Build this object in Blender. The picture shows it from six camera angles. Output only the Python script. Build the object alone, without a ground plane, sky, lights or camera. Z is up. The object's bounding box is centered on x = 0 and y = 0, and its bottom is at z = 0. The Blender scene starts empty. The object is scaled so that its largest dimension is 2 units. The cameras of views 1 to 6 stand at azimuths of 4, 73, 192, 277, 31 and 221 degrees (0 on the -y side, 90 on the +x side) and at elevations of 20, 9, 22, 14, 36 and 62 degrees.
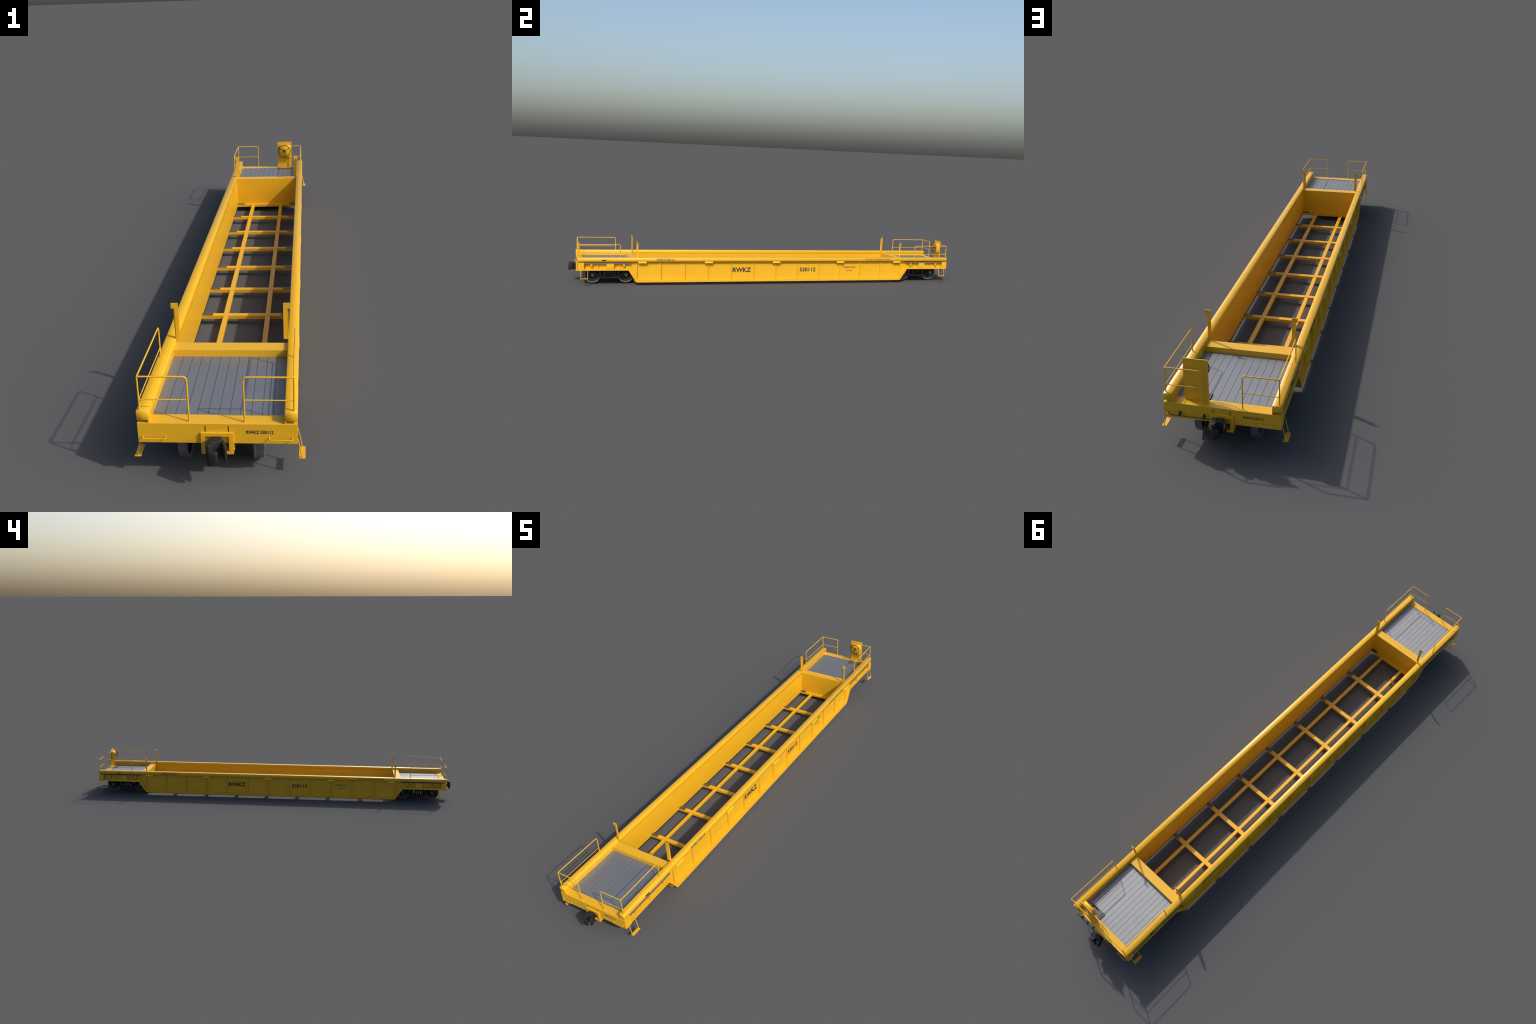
"""Yellow intermodal well car (container flat wagon), built part by part.
Frame: metres, z up, car length along y, front end at -y, hand-brake end at +y."""
import bpy, bmesh, math
from mathutils import Vector, Matrix

PI = math.pi

# ------------------------------------------------------------------ materials
def material(name, base, rough=0.5, metallic=0.0, grain=0.05, scale=60.0, bump=0.0, spec=0.5):
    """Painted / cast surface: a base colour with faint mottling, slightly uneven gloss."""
    m = bpy.data.materials.new(name)
    m.use_nodes = True
    nt = m.node_tree
    bs = nt.nodes["Principled BSDF"]
    co = nt.nodes.new("ShaderNodeTexCoord")
    no = nt.nodes.new("ShaderNodeTexNoise")
    no.inputs["Scale"].default_value = scale
    no.inputs["Detail"].default_value = 4.0
    nt.links.new(co.outputs["Object"], no.inputs["Vector"])
    ramp = nt.nodes.new("ShaderNodeValToRGB")
    ramp.color_ramp.elements[0].position = 0.3
    ramp.color_ramp.elements[1].position = 0.7
    ramp.color_ramp.elements[0].color = [c * (1 - grain) for c in base] + [1]
    ramp.color_ramp.elements[1].color = [min(1, c * (1 + grain)) for c in base] + [1]
    nt.links.new(no.outputs["Fac"], ramp.inputs["Fac"])
    nt.links.new(ramp.outputs["Color"], bs.inputs["Base Color"])
    bs.inputs["Roughness"].default_value = rough
    bs.inputs["Metallic"].default_value = metallic
    bs.inputs["Specular IOR Level"].default_value = spec
    if bump:
        bp = nt.nodes.new("ShaderNodeBump")
        bp.inputs["Strength"].default_value = bump
        bp.inputs["Distance"].default_value = 0.001
        nt.links.new(no.outputs["Fac"], bp.inputs["Height"])
        nt.links.new(bp.outputs["Normal"], bs.inputs["Normal"])
    return m

YELLOW = material("yellow_paint", (0.688, 0.376, 0.0130), 0.39, grain=0.02, scale=9, spec=0.44)
REFLECT = material("reflective_yellow", (0.80, 0.565, 0.02), 0.4, grain=0.02)
DECK = material("grey_deck_steel", (0.238, 0.247, 0.260), 0.48, metallic=0.55, grain=0.03, scale=25)
PAD = material("dark_grey_pad", (0.17, 0.165, 0.165), 0.42, metallic=0.85, grain=0.06)
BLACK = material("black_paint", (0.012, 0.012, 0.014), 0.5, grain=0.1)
CAST = material("black_cast_steel", (0.0085, 0.0083, 0.008), 0.6, grain=0.15, scale=120, bump=0.1, spec=0.35)
COUPLER = material("dark_cast_iron", (0.012, 0.0112, 0.0105), 0.68, spec=0.4, grain=0.15, scale=150, bump=0.2)
WHEELFACE = material("wheel_plate_steel", (0.0085, 0.008, 0.008), 0.55, grain=0.12, scale=80)
RIM = material("worn_wheel_rim", (0.115, 0.115, 0.115), 0.45, grain=0.1, scale=80)
BEARING = material("bearing_cap_grey", (0.10, 0.105, 0.115), 0.5, grain=0.1)
STEEL = material("bright_steel", (0.45, 0.46, 0.48), 0.35, metallic=0.7, grain=0.05)
GRATE = material("galvanised_grate", (0.17, 0.17, 0.175), 0.5, metallic=0.4, grain=0.06)
INK = material("black_lettering", (0.02, 0.02, 0.02), 0.6, grain=0.02)

# ------------------------------------------------------------------ helpers
ROOT = bpy.data.objects.new("well_car", None)
ROOT["label"] = "long yellow railway well car with grey end decks"
ROOT["category"] = "rail car"
bpy.context.scene.collection.objects.link(ROOT)

def finish(name, bm, mat, parent=None, smooth=None, bevel=0.0, segments=2):
    """bmesh -> object. smooth: None flat, True all smooth, number = angle in degrees."""
    bmesh.ops.recalc_face_normals(bm, faces=bm.faces)
    bm.normal_update()
    if bevel:
        bmesh.ops.bevel(bm, geom=[e for e in bm.edges if e.is_manifold and e.calc_face_angle(0) > 0.5],
                        offset=bevel, segments=segments, profile=0.5, affect='EDGES', clamp_overlap=True)
    bmesh.ops.recalc_face_normals(bm, faces=bm.faces)
    me = bpy.data.meshes.new(name)
    bm.to_mesh(me)
    bm.free()
    me.materials.append(mat)
    if smooth is not None:
        me.polygons.foreach_set("use_smooth", [True] * len(me.polygons))
        if smooth is not True:
            me.set_sharp_from_angle(angle=math.radians(smooth))
    ob = bpy.data.objects.new(name, me)
    bpy.context.scene.collection.objects.link(ob)
    ob.parent = parent or ROOT
    return ob

def box(bm, x0, x1, y0, y1, z0, z1):
    vs = [bm.verts.new((x, y, z)) for z in (z0, z1) for y in (y0, y1) for x in (x0, x1)]
    for f in ((0, 2, 3, 1), (4, 5, 7, 6), (0, 1, 5, 4), (2, 6, 7, 3), (0, 4, 6, 2), (1, 3, 7, 5)):
        bm.faces.new([vs[i] for i in f])
    return bm

def box_part(name, dims, mat, parent=None, bevel=0.0, smooth=None, segments=2):
    return finish(name, box(bmesh.new(), *dims), mat, parent, smooth, bevel, segments)

def prism(bm, pts, a, b, place):
    """Polygon pts (u,v) swept from a to b; place(u,v,w) -> xyz."""
    lo = [bm.verts.new(place(u, v, a)) for u, v in pts]
    hi = [bm.verts.new(place(u, v, b)) for u, v in pts]
    bm.faces.new(lo)
    bm.faces.new(list(reversed(hi)))
    n = len(pts)
    for i in range(n):
        bm.faces.new([lo[i], hi[i], hi[(i + 1) % n], lo[(i + 1) % n]])
    return bm

def fillet(pts, radii, steps=5):
    """Polyline with rounded inner corners."""
    pts = [Vector(p) for p in pts]
    out = [pts[0]]
    for i in range(1, len(pts) - 1):
        r = radii[i] if isinstance(radii, (list, tuple)) else radii
        a, p, b = pts[i - 1], pts[i], pts[i + 1]
        if not r:
            out.append(p)
            continue
        da, db = (a - p).normalized(), (b - p).normalized()
        d = min(r, (a - p).length * 0.49, (b - p).length * 0.49)
        for k in range(steps + 1):
            t = k / steps
            out.append((1 - t) ** 2 * (p + da * d) + 2 * t * (1 - t) * p + t * t * (p + db * d))
    out.append(pts[-1])
    return out

def tube(bm, pts, r, sides=10):
    """Round bar along a polyline."""
    pts = [Vector(p) for p in pts]
    tang = []
    for i in range(len(pts)):
        a = pts[max(0, i - 1)]
        b = pts[min(len(pts) - 1, i + 1)]
        tang.append((b - a).normalized())
    ref = Vector((0, 0, 1)) if abs(tang[0].z) < 0.9 else Vector((1, 0, 0))
    n = (ref - tang[0] * ref.dot(tang[0])).normalized()
    rings = []
    for p, t in zip(pts, tang):
        n = (n - t * n.dot(t)).normalized()
        b = t.cross(n)
        rings.append([bm.verts.new(p + (n * math.cos(2 * PI * k / sides) + b * math.sin(2 * PI * k / sides)) * r) for k in range(sides)])
    for ra, rb in zip(rings, rings[1:]):
        for k in range(sides):
            bm.faces.new([ra[k], ra[(k + 1) % sides], rb[(k + 1) % sides], rb[k]])
    bm.faces.new(list(reversed(rings[0])))
    bm.faces.new(rings[-1])
    return bm

def lathe_x(bm, prof, cy, cz, sides=48):
    """Closed profile [(x, radius)...] turned about an axle parallel to x."""
    rings = []
    for x, r in prof:
        if r < 1e-6:
            rings.append([bm.verts.new((x, cy, cz))])
        else:
            rings.append([bm.verts.new((x, cy + r * math.cos(2 * PI * k / sides), cz + r * math.sin(2 * PI * k / sides))) for k in range(sides)])
    for ra, rb in zip(rings, rings[1:]):
        for k in range(sides):
            q = [ra[k % len(ra)], ra[(k + 1) % len(ra)], rb[(k + 1) % len(rb)], rb[k % len(rb)]]
            q = list(dict.fromkeys(q))
            if len(q) > 2:
                bm.faces.new(q)
    return bm

def turned(ob, parent=None):
    """The same piece at the opposite side and end (half a turn about z), sharing the mesh."""
    c = ob.copy()
    if parent is None:                 # a part of the car itself: turn it
        c.rotation_euler = (0, 0, PI)
    bpy.context.scene.collection.objects.link(c)
    c.parent = parent or ob.parent     # a sub-part follows its turned parent
    return c

def shifted(ob, dx=0, dy=0, dz=0, parent=None):
    c = ob.copy()
    c.location = (dx, dy, dz)
    bpy.context.scene.collection.objects.link(c)
    c.parent = parent or ob.parent
    return c

def lettering(text, name, w, h, origin, right, up, parent, bold=0.018, spacing=1.0):
    """Raised paint letters, fitted to w x h; origin = lower left corner on the surface."""
    cu = bpy.data.curves.new(name, 'FONT')
    cu.body = text
    cu.offset = bold
    cu.extrude = 0.02
    cu.resolution_u = 6
    cu.space_character = spacing
    tmp = bpy.data.objects.new(name, cu)
    bpy.context.scene.collection.objects.link(tmp)
    dg = bpy.context.evaluated_depsgraph_get()
    me = bpy.data.meshes.new_from_object(tmp.evaluated_get(dg))
    bpy.data.objects.remove(tmp)
    bpy.data.curves.remove(cu)
    xs = [v.co.x for v in me.vertices]
    ys = [v.co.y for v in me.vertices]
    x0, x1, y0, y1 = min(xs), max(xs), min(ys), max(ys)
    R, U, O = Vector(right), Vector(up), Vector(origin)
    N = R.cross(U)
    for v in me.vertices:
        a = (v.co.x - x0) / (x1 - x0) * w
        b = (v.co.y - y0) / (y1 - y0) * h
        v.co = O + R * a + U * b + N * (0.0003 if v.co.z > 0 else -0.0002)
    me.materials.clear()
    me.materials.append(INK)
    me.name = name
    ob = bpy.data.objects.new(name, me)
    bpy.context.scene.collection.objects.link(ob)
    ob.parent = parent
    return ob

# ------------------------------------------------------------------ key sizes
END = 0.961            # outer face of the end sills
WELL = 0.690           # well bulkheads
WEB_IN, WEB_OUT = 0.1130, 0.1160
CHORD_OUT = 0.1345
CHORD_LO, CHORD_HI = 0.1133, 0.1310
FLANGE = 0.1305        # outer edge of the lower flange
BOTTOM, SHELF = 0.0123, 0.0705
SLOPE_HI = 0.7295      # where the belly slope reaches the end underframe
DECK_TOP = 0.1070
RIB = 0.1152           # rib pitch along the wall

# ------------------------------------------------------------------ side walls (+x built, -x is turned)
# belly outline of one side: y, z along the lower edge
BELLY = [(-0.936, SHELF), (-SLOPE_HI, SHELF), (-WELL - 0.001, BOTTOM), (WELL + 0.001, BOTTOM), (SLOPE_HI, SHELF), (0.936, SHELF)]

def offset_belly(d):
    """Belly line moved d upwards/inwards, square to each leg."""
    ang = math.atan2(SHELF - BOTTOM, SLOPE_HI - WELL - 0.001)
    k = d * math.tan(ang / 2)
    return [(-0.936, SHELF + d), (-SLOPE_HI + k, SHELF + d), (-WELL - 0.001 + k, BOTTOM + d),
            (WELL + 0.001 - k, BOTTOM + d), (SLOPE_HI - k, SHELF + d), (0.936, SHELF + d)]

def strip(bm, lo, hi, x0, x1):
    """Solid strip between two belly lines."""
    rows = [[bm.verts.new((x, y, z)) for y, z in line] for x in (x0, x1) for line in (lo, hi)]
    a, b, c, d = rows
    n = len(a)
    for i in range(n - 1):
        for p, q in ((a, b), (b, d), (d, c), (c, a)):
            bm.faces.new([p[i], p[i + 1], q[i + 1], q[i]])
    bm.faces.new([a[0], b[0], d[0], c[0]])
    bm.faces.new([a[-1], c[-1], d[-1], b[-1]])

bm = bmesh.new()
web = offset_belly(0.0048)
prism(bm, web + [(0.9605, SHELF + 0.0048), (0.9605, CHORD_LO + 0.001), (-0.9605, CHORD_LO + 0.001), (-0.9605, SHELF + 0.0048)],
      WEB_IN, WEB_OUT, lambda u, v, w: (w, u, v))
wall = finish("side_wall", bm, YELLOW)
wall_b = turned(wall)

base_strip = box_part("added_black_strip", (WEB_IN - 0.0003, WEB_OUT + 0.0003, -WELL, WELL, BOTTOM + 0.0002, BOTTOM + 0.0047), BLACK, wall)  # added strip, copies a black rendering artefact under the wall; no real part
turned(base_strip, wall_b)

bm = bmesh.new()
strip(bm, BELLY, offset_belly(0.0092), WEB_OUT - 0.0005, FLANGE)     # closed box along the belly
flange = finish("lower_flange", bm, YELLOW, wall)
turned(flange, wall_b)

chord = box_part("top_chord", (WEB_IN, CHORD_OUT, -END, END, CHORD_LO, CHORD_HI), YELLOW, smooth=True, bevel=0.0013, segments=1)
chord_b = turned(chord)

# stiffening ribs, one shared mesh
rib0 = None
for k in range(-6, 7):
    if rib0 is None:
        rib0 = box_part("wall_rib", (WEB_OUT - 0.0004, 0.1225, -0.0022, 0.0022, BOTTOM + 0.0085, CHORD_LO - 0.0005), YELLOW, wall)
        rib0.location.y = k * RIB
        r = rib0
    else:
        r = shifted(rib0, dy=k * RIB)
    turned(r, wall_b)

# reflective marker blocks under the chord
tab0 = None
for y in (-0.6655, -0.345, 0.0, 0.345, 0.6655):
    if tab0 is None:
        tab0 = box_part("reflector", (0.1235, 0.1349, -0.0198, 0.0198, 0.1050, 0.1129), REFLECT, wall, bevel=0.0008)
        tab0.location.y = y
        r = tab0
    else:
        r = shifted(tab0, dy=y)
    turned(r, wall_b)

# end-panel ribs, board brackets, data plates on the raised ends of each wall
for s in (-1, 1):
    for y in (0.770, 0.870):
        ob = box_part("end_rib", (WEB_OUT - 0.0004, 0.1235, s * y - 0.0022, s * y + 0.0022, SHELF + 0.0085, CHORD_LO - 0.0005), YELLOW, wall)
        turned(ob, wall_b)
    for y in (0.7505, 0.8990):
        bm = bmesh.new()
        prism(bm, [(WEB_OUT - 0.0004, 0.0790), (0.1225, 0.0880), (0.1295, 0.0895), (0.1295, 0.1055), (WEB_OUT - 0.0004, 0.1055)],
              s * y - 0.0046, s * y + 0.0046, lambda u, v, w: (u, w, v))
        turned(finish("board_bracket", bm, YELLOW, wall, bevel=0.0006), wall_b)
    plate = box_part("data_plate", (WEB_OUT - 0.0004, 0.1318, s * 0.8135 - 0.0172, s * 0.8135 + 0.0172, 0.0785, 0.1045), YELLOW, wall, bevel=0.0006)
    turned(plate, wall_b)

# running boards outside the walls, small black latch on the chord
for s in (-1, 1):
    rb = box_part("running_board", (WEB_OUT + 0.0005, 0.1342, min(s * 0.7215, s * 0.9345), max(s * 0.7215, s * 0.9345), 0.1052, 0.1086), DECK, wall)
    turned(rb, wall_b)
latch = box_part("chord_latch", (CHORD_OUT - 0.001, CHORD_OUT + 0.0012, -0.8532, -0.8338, 0.1172, 0.1222), BLACK, chord, bevel=0.0005)
turned(latch, chord_b)

# lettering on the walls and chords
for args in (("RWKZ", "lettering", 0.0945, 0.0235, (WEB_OUT, -0.2206, 0.0565), wall, wall_b, 0.034),
             ("530112", "lettering", 0.0855, 0.0203, (WEB_OUT, 0.1303, 0.0583), wall, wall_b, 0.030),
             ("DOUBLE STACK", "lettering", 0.0700, 0.0086, (WEB_OUT, 0.3673, 0.0748), wall, wall_b, 0.016),
             ("BLT 4-08", "lettering", 0.0290, 0.0066, (WEB_OUT, 0.3882, 0.0585), wall, wall_b, 0.012),
             ("RWKZ 530112", "lettering", 0.0843, 0.0118, (CHORD_OUT, -0.5977, 0.1166), chord, chord_b, 0.016),
             ("EXT WELL 12 LAT SPACE 1 FT WIDE", "lettering", 0.1375, 0.0076, (CHORD_OUT, 0.4862, 0.1186), chord, chord_b, 0.008)):
    t, nm, w, h, o, pa, pb, bo = args
    ob = lettering(t, nm, w, h, o, (0, 1, 0), (0, 0, 1), pa, bo)
    turned(ob, pb)

# ------------------------------------------------------------------ well floor
for i, y in enumerate((-0.684, -0.516, -0.339, -0.1695, 0.0, 0.1695, 0.339, 0.516, 0.684)):
    b = box_part("cross_beam", (-WEB_IN - 0.0005, WEB_IN + 0.0005, y - 0.00775, y + 0.00775, 0.0143, 0.0236), YELLOW, bevel=0.0004)
    for s in (-1, 1):
        lo, hi = sorted((s * 0.0860, s * 0.1122))
        box_part("container_pad", (lo, hi, y - 0.0073, y + 0.0073, 0.0230, 0.0250), PAD, b)
bm = bmesh.new()
box(bm, 0.0466, 0.0588, -WELL, WELL, 0.0158, 0.0228)
s0 = finish("floor_stringer", bm, YELLOW, bevel=0.0004)
turned(s0)

# ------------------------------------------------------------------ one end (front), the back end is turned
def end_piece(ob):
    return turned(ob)

# bulkhead with its box beam
bm = bmesh.new()
prism(bm, [(-0.6896, 0.0140), (-0.6896, 0.1215), (-0.7215, 0.1215), (-0.7215, 0.1000), (-0.6935, 0.1000), (-0.6935, 0.0140)],
      -WEB_IN - 0.0004, WEB_IN + 0.0004, lambda u, v, w: (w, u, v))
bulk = finish("well_bulkhead", bm, YELLOW, bevel=0.0004)
bulk_b = end_piece(bulk)
base_strip = box_part("bulkhead_toe", (-0.1128, 0.1128, -0.6985, -0.6905, 0.0126, 0.0165), YELLOW, bulk)
turned(base_strip, bulk_b)

# corner guide angles with an outward flag at the top
for s in (-1, 1):
    bm = bmesh.new()
    outline = [(0.1042, 0.1305), (0.1115, 0.1305), (0.1115, 0.1968), (0.1183, 0.1968), (0.1183, 0.2080), (0.1042, 0.2080)]
    prism(bm, [(s * u, v) for u, v in outline], -0.6912, -0.6892, lambda u, v, w: (u, w, v))
    lo, hi = sorted((s * 0.1120, s * 0.1140))
    box(bm, lo, hi, -0.6889, -0.6838, 0.1225, 0.1985)
    end_piece(finish("corner_guide", bm, YELLOW))

# deck of narrow planks over a plate
plate = box_part("deck_plate", (-WEB_IN, WEB_IN, -0.9345, -0.7205, 0.1030, 0.1052), DECK)
plate_b = end_piece(plate)
PITCH = 0.0185
for i in range(-6, 6):
    x0 = max(i * PITCH + 0.00045, -WEB_IN + 0.0003)
    x1 = min((i + 1) * PITCH - 0.00045, WEB_IN - 0.0003)
    if i == -6:
        x0 = -WEB_IN + 0.0003
    if i == 5:
        x1 = WEB_IN - 0.0003
    p = box_part("deck_plank", (x0, x1, -0.9335, -0.7213, 0.1050, DECK_TOP), DECK, plate)
    turned(p, plate_b)

# end sill
bm = bmesh.new()
box(bm, -0.1340, 0.1340, -END, -0.9330, 0.0710, 0.1086)
sill = finish("end_sill", bm, YELLOW, bevel=0.0005)
sill_b = end_piece(sill)
for s in (-1, 1):
    slot_strip = box_part("sill_black_strip", (s * 0.0195 - 0.0007, s * 0.0195 + 0.0007, -END - 0.0003, -END + 0.001, 0.0925, 0.1045), BLACK, sill)  # thin black box proud of the sill, stands in for a slot
    turned(slot_strip, sill_b)
    bm = bmesh.new()
    a, b = s * 0.0872, s * 0.1255
    tube(bm, fillet([(a, -END + 0.001, 0.0830), (a, -0.9672, 0.0822), (b, -0.9672, 0.0822), (b, -END + 0.001, 0.0830)], 0.0018), 0.0009)
    turned(finish("grab_iron", bm, YELLOW, sill, smooth=60), sill_b)
t = lettering("RWKZ 530112", "lettering", 0.0452, 0.0064, (0.0492, -END, 0.0900), (1, 0, 0), (0, 0, 1), sill, 0.020)
turned(t, sill_b)

# corner steps
for s in (-1, 1):
    bm = bmesh.new()
    lo, hi = sorted((s * 0.1355, s * 0.1467))
    box(bm, lo, hi, -0.9487, -0.9147, 0.0335, 0.0354)
    step = finish("corner_step", bm, YELLOW, bevel=0.0004)
    step_b = end_piece(step)
    bm = bmesh.new()
    for y in (-0.9475, -0.9160):
        tube(bm, [(s * 0.1325, y, 0.0740), (s * 0.1345, y, 0.0700), (s * 0.1415, y, 0.0345)], 0.0010)
    turned(finish("step_hanger", bm, YELLOW, step, smooth=60), step_b)

# railings
RAIL, MID = 0.1929, 0.1502
for s in (-1, 1):
    cx, cy, ix, by = s * 0.1288, -0.9548, s * 0.0465, -0.7682
    bm = bmesh.new()
    tube(bm, fillet([(ix, cy, 0.1075), (ix, cy, RAIL), (cx, cy, RAIL), (cx, by, RAIL), (cx, by, CHORD_HI - 0.001)], [0, 0.007, 0.0022, 0.007, 0]), 0.0015)
    tube(bm, [(cx, cy, RAIL), (cx, cy, CHORD_HI - 0.001)], 0.0015)
    rail = finish("handrail", bm, YELLOW, smooth=60)
    rail_b = end_piece(rail)
    bm = bmesh.new()
    tube(bm, [(ix, cy, MID), (cx, cy, MID)], 0.0010)
    tube(bm, [(cx, cy, MID - 0.0005), (cx, by, MID - 0.0005)], 0.0010)
    turned(finish("mid_rail", bm, YELLOW, rail, smooth=60), rail_b)

# draft gear box (striker frame) and centre sill
bm = bmesh.new()
F0, F1 = -0.9652, -0.9400
box(bm, -0.0271, 0.0271, F0, F1, 0.0865, 0.0928)
box(bm, -0.0271, -0.0198, F0, F1, 0.0525, 0.0865)
box(bm, 0.0198, 0.0271, F0, F1, 0.0525, 0.0865)
box(bm, -0.0198, 0.0198, F0, F1, 0.0525, 0.0575)
striker = finish("striker_frame", bm, YELLOW)
striker_b = end_piece(striker)
bm = bmesh.new()
for s in (-1, 1):
    for y, zz in ((-0.957, 0.066), (-0.957, 0.058), (-0.949, 0.066), (-0.949, 0.058)):
        lathe_x(bm, [(s * 0.0270, 0), (s * 0.0270, 0.0017), (s * 0.0284, 0.0017), (s * 0.0284, 0)], y, zz, 6)
turned(finish("striker_bolt", bm, YELLOW, striker), striker_b)
bm = bmesh.new()
box(bm, -0.0265, 0.0265, -0.9405, -0.7000, 0.0640, 0.1030)
centre = finish("centre_sill", bm, YELLOW)
end_piece(centre)
pocket_plate = box_part("dark_pocket_plate", (-0.0197, 0.0197, -0.9440, -0.9400, 0.0576, 0.0864), BLACK, striker)  # black plate added to darken the opening behind the coupler
turned(pocket_plate, striker_b)
bm = bmesh.new()
box(bm, -WEB_IN, WEB_IN, -0.8260, -0.8010, 0.0860, 0.1030)
end_piece(finish("body_bolster", bm, YELLOW))

# coupler: shank, head with guard arm, knuckle, pin
bm = bmesh.new()
box(bm, -0.0068, 0.0068, -0.9780, -0.9390, 0.0605, 0.0815)
flat = lambda u, v, w: (u, v, w)
prism(bm, [(-0.0078, -0.9670), (0.0072, -0.9670), (0.0100, -0.9735), (0.0095, -0.9815), (0.0010, -0.9830), (-0.0050, -0.9860),
           (-0.0085, -0.9900), (-0.0152, -0.9880), (-0.0150, -0.9770)], 0.0560, 0.0885, flat)
prism(bm, [(-0.0040, -0.9800), (-0.0050, -0.9925), (-0.0072, -0.9965), (-0.0105, -0.9978), (-0.0140, -0.9962), (-0.0156, -0.9925), (-0.0156, -0.9820)], 0.0580, 0.0895, flat)
prism(bm, [(-0.0080, -0.9850), (-0.0052, -0.9905), (-0.0062, -0.9955), (-0.0105, -0.9978), (-0.0147, -0.9955), (-0.0158, -0.9885)], 0.0535, 0.0580, flat)
head = finish("coupler_head", bm, COUPLER, bevel=0.0008, smooth=50)
head_b = end_piece(head)
bm = bmesh.new()
prism(bm, [(0.0060, -0.9690), (0.0120, -0.9745), (0.0172, -0.9835), (0.0190, -0.9910), (0.0172, -0.9985), (0.0140, -0.9965), (0.0135, -0.9905), (0.0105, -0.9840), (0.0050, -0.9800)],
      0.0600, 0.0868, flat)
turned(finish("guard_arm", bm, COUPLER, head, bevel=0.0008, smooth=50), head_b)
bm = bmesh.new()
prism(bm, [(-0.0155, -0.9860), (-0.0152, -0.9940), (-0.0105, -0.9985), (-0.0030, -1.0000), (0.0030, -0.9995), (0.0050, -0.9960), (0.0035, -0.9925), (-0.0015, -0.9918), (-0.0050, -0.9890), (-0.0070, -0.9840)],
      0.0560, 0.0775, flat)
turned(finish("knuckle", bm, COUPLER, head, bevel=0.0010, smooth=50), head_b)
bm = bmesh.new()
tube(bm, [(-0.0100, -0.9928, 0.0500), (-0.0100, -0.9928, 0.0600)], 0.0040, 16)
turned(finish("knuckle_pin", bm, COUPLER, head, bevel=0.0006, smooth=50), head_b)
bm = bmesh.new()
tube(bm, [(-0.0095, -0.9932, 0.0890), (-0.0095, -0.9932, 0.08965)], 0.0013, 12)
turned(finish("pin_hole_disc", bm, BLACK, head), head_b)  # black disc on top of the head, drawn instead of a hole

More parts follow.
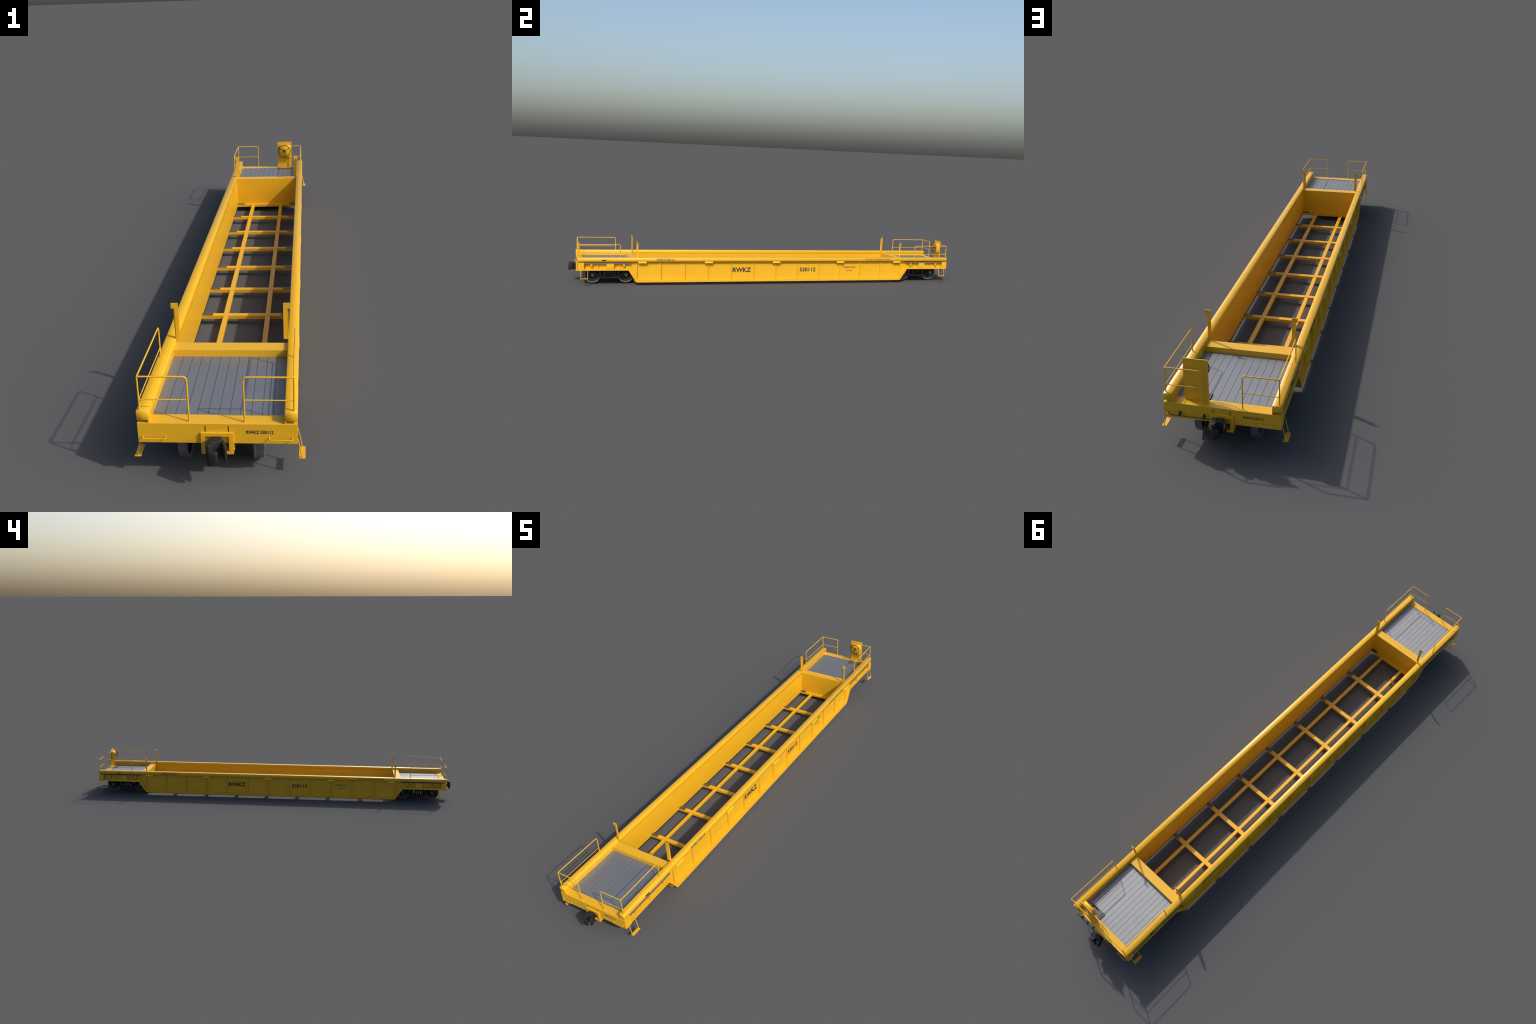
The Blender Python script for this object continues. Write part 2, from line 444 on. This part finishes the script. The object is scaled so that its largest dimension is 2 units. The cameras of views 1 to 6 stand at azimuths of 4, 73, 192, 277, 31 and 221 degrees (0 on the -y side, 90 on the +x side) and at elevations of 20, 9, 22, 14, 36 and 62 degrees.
# ------------------------------------------------------------------ trucks
TRUCK, HALF, AXLE = -0.8135, 0.0775, 0.0422
R_TREAD, R_FLANGE = 0.0390, 0.0418
bm = bmesh.new()
box(bm, -0.094, 0.094, TRUCK - 0.0165, TRUCK + 0.0165, 0.0500, 0.0690)
truck = finish("truck_bolster", bm, CAST, bevel=0.001)
truck_b = end_piece(truck)
for s in (-1, 1):
    X0, X1 = s * 0.0815, s * 0.0925
    sf = lambda u, v, w: (w, TRUCK + u, v)
    bm = bmesh.new()
    for m in (-1, 1):
        # pedestal, upper chord end, lower diagonal, column
        prism(bm, [(m * u, v) for u, v in ((0.0665, 0.0500), (0.0900, 0.0500), (0.0900, 0.0610), (0.0700, 0.0680), (0.0250, 0.0690), (0.0250, 0.0640), (0.0600, 0.0610))], X0, X1, sf)
        prism(bm, [(m * u, v) for u, v in ((0.0665, 0.0560), (0.0665, 0.0440), (0.0400, 0.0275), (0.0300, 0.0270), (0.0280, 0.0335), (0.0360, 0.0360), (0.0560, 0.0480))], X0, X1, sf)
        prism(bm, [(m * u, v) for u, v in ((0.0215, 0.0300), (0.0340, 0.0300), (0.0320, 0.0665), (0.0200, 0.0665))], X0, X1, sf)
    prism(bm, [(-0.0330, 0.0275), (0.0330, 0.0275), (0.0330, 0.0325), (-0.0330, 0.0325)], X0 - s * 0.002, X1 + s * 0.0005, sf)
    fr = finish("side_frame", bm, CAST, truck, bevel=0.0007)
    turned(fr, truck_b)
    # coil springs
    for y in (-0.0125, 0.0, 0.0125):
        bm = bmesh.new()
        turns, n = 6.0, 84
        tube(bm, [(s * 0.087 + 0.0042 * math.cos(2 * PI * turns * i / n), TRUCK + y + 0.0042 * math.sin(2 * PI * turns * i / n), 0.0322 + 0.0185 * i / n) for i in range(n + 1)], 0.0014, 6)
        turned(finish("coil_spring", bm, CAST, truck, smooth=True), truck_b)
    for m in (-1, 1):
        cy = TRUCK + m * HALF
        # wheel: back face, flange, tread, rim, dished plate, hub
        bm = bmesh.new()
        lathe_x(bm, [(s * 0.0690, 0.0090), (s * 0.0725, 0.0110), (s * 0.0670, 0.0200), (s * 0.0700, 0.0310), (s * 0.0728, 0.0328)], cy, AXLE)
        lathe_x(bm, [(s * 0.0728, 0.0115), (s * 0.0760, 0.0095), (s * 0.0760, 0.0)], cy, AXLE)
        lathe_x(bm, [(s * 0.0570, 0.0), (s * 0.0570, 0.0120), (s * 0.0620, 0.0150), (s * 0.0620, 0.0320), (s * 0.0585, 0.0345)], cy, AXLE)
        wp = finish("wheel", bm, WHEELFACE, truck, smooth=40)
        wp_b = turned(wp, truck_b)
        bm = bmesh.new()
        lathe_x(bm, [(s * 0.0728, 0.0326), (s * 0.0745, 0.0330), (s * 0.0745, 0.0386), (s * 0.0735, R_TREAD), (s * 0.0620, R_TREAD + 0.0004), (s * 0.0608, R_TREAD + 0.0016),
                     (s * 0.0592, R_FLANGE), (s * 0.0578, R_FLANGE), (s * 0.0570, R_TREAD + 0.001), (s * 0.0585, 0.0342)], cy, AXLE, 64)
        turned(finish("wheel_rim", bm, RIM, wp, smooth=40), wp_b)
        # bearing cap with three bolts
        bm = bmesh.new()
        lathe_x(bm, [(s * 0.0800, 0.0), (s * 0.0800, 0.0084), (s * 0.0925, 0.0084), (s * 0.0935, 0.0079), (s * 0.0935, 0.0)], cy, AXLE + 0.0008, 32)
        cap = finish("bearing_cap", bm, BEARING, truck, smooth=40)
        cap_b = turned(cap, truck_b)
        bm = bmesh.new()
        for k in range(3):
            a = PI / 2 + k * 2 * PI / 3
            lathe_x(bm, [(s * 0.0930, 0.0), (s * 0.0930, 0.0011), (s * 0.0942, 0.0011), (s * 0.0945, 0.0)], cy + 0.0042 * math.cos(a), AXLE + 0.0008 + 0.0042 * math.sin(a), 6)
        turned(finish("cap_bolt", bm, WHEELFACE, cap), cap_b)
for m in (-1, 1):
    bm = bmesh.new()
    lathe_x(bm, [(-0.082, 0.0), (-0.082, 0.0060), (0.082, 0.0060), (0.082, 0.0)], TRUCK + m * HALF, AXLE, 24)
    turned(finish("axle", bm, CAST, truck, smooth=40), truck_b)
    bm = bmesh.new()
    y = TRUCK + m * 0.030
    box(bm, -0.066, 0.066, y - 0.003, y + 0.003, 0.0340, 0.0400)
    for s in (-1, 1):
        box(bm, s * 0.0665 - 0.005, s * 0.0665 + 0.005, y - 0.003 + m * 0.0, y + 0.003 + m * 0.004, 0.0320, 0.0500)
    turned(finish("brake_beam", bm, CAST, truck), truck_b)

# ------------------------------------------------------------------ hand brake (back end only)
board = box_part("brake_board", (0.0340, 0.0911, 0.9385, 0.9412, 0.1080, 0.2135), YELLOW, bevel=0.0003)
box_part("brake_gear_case", (0.0415, 0.0875, 0.9255, 0.9390, 0.1505, 0.2012), YELLOW, board, smooth=True, bevel=0.003, segments=1)
WC = Vector((0.0626, 0.9170, 0.1798))
RW = 0.0236
bm = bmesh.new()
n, m = 48, 8
rings = []
for i in range(n):
    a = 2 * PI * i / n
    rings.append([bm.verts.new(WC + Vector(((RW + 0.0015 * math.cos(2 * PI * k / m)) * math.cos(a), 0.0015 * math.sin(2 * PI * k / m), (RW + 0.0015 * math.cos(2 * PI * k / m)) * math.sin(a)))) for k in range(m)])
for i in range(n):
    for k in range(m):
        bm.faces.new([rings[i][k], rings[i][(k + 1) % m], rings[(i + 1) % n][(k + 1) % m], rings[(i + 1) % n][k]])
wheel = finish("brake_wheel", bm, BLACK, smooth=True)
bm = bmesh.new()
for a in (math.radians(157), math.radians(38), math.radians(-82)):
    pts = []
    for i in range(8):
        t = i / 7
        b = a - 0.22 * math.sin(PI * t)
        pts.append(WC + Vector((RW * t * math.cos(b), 0.0015 * (1 - t), RW * t * math.sin(b))))
    tube(bm, pts, 0.0010, 6)
tube(bm, [WC + Vector((0, -0.001, 0)), WC + Vector((0, 0.0095, 0))], 0.0036, 14)
finish("wheel_spokes", bm, BLACK, wheel, smooth=50)
bm = bmesh.new()
tube(bm, [(0.0790, 0.9300, 0.1510), (0.0782, 0.9365, 0.1300), (0.0770, 0.9372, 0.1085)], 0.0008, 6)
finish("brake_chain", bm, BLACK, board, smooth=60)
bm = bmesh.new()
tube(bm, fillet([(0.0830, 0.9270, 0.1540), (0.0840, 0.9235, 0.1520), (0.0905, 0.9300, 0.1495)], 0.003), 0.0007, 6)
finish("release_lever", bm, STEEL, board, smooth=60)
# step grate on the deck in front of the brake
bm = bmesh.new()
for i in range(12):
    x = 0.0378 + i * (0.0880 - 0.0378) / 11
    box(bm, x - 0.0014, x + 0.0014, 0.9085, 0.9330, 0.1066, 0.1088)
finish("step_grate", bm, GRATE)
bm = bmesh.new()
for x in (0.0357, 0.0898):
    box(bm, x - 0.0006, x + 0.0006, 0.9078, 0.9335, 0.1065, 0.1095)
box(bm, 0.0363, 0.0892, 0.9078, 0.9086, 0.1066, 0.1080)
finish("grate_frame", bm, CAST)

# uncoupling rod and air hose (back end)
bm = bmesh.new()
tube(bm, fillet([(0.1180, 0.9696, 0.0920), (0.1196, 0.9697, 0.0828), (0.0300, 0.9697, 0.0828), (0.0130, 0.9720, 0.0870), (0.0085, 0.9800, 0.0900)], 0.004), 0.0009, 8)
rod = finish("uncoupling_rod", bm, BLACK, smooth=60)
for x in (0.0953, 0.0397):
    bm = bmesh.new()
    prism(bm, [(0.9605, 0.0810), (0.9605, 0.0890), (0.9680, 0.0875), (0.9712, 0.0838), (0.9700, 0.0805), (0.9660, 0.0800)], x - 0.0022, x + 0.0022, lambda u, v, w: (w, u, v))
    finish("rod_bracket", bm, BLACK, rod, bevel=0.0004)
bm = bmesh.new()
tube(bm, fillet([(0.0300, 0.9450, 0.0700), (0.0345, 0.9620, 0.0715), (0.0352, 0.9725, 0.0660), (0.0360, 0.9850, 0.0500), (0.0360, 0.9890, 0.0400)], 0.006), 0.0016, 10)
hose = finish("air_hose", bm, BLACK, smooth=60)
bm = bmesh.new()
tube(bm, [(0.0360, 0.9888, 0.0415), (0.0360, 0.9895, 0.0372)], 0.0026, 12)
finish("hose_coupling", bm, STEEL, hose, smooth=50)
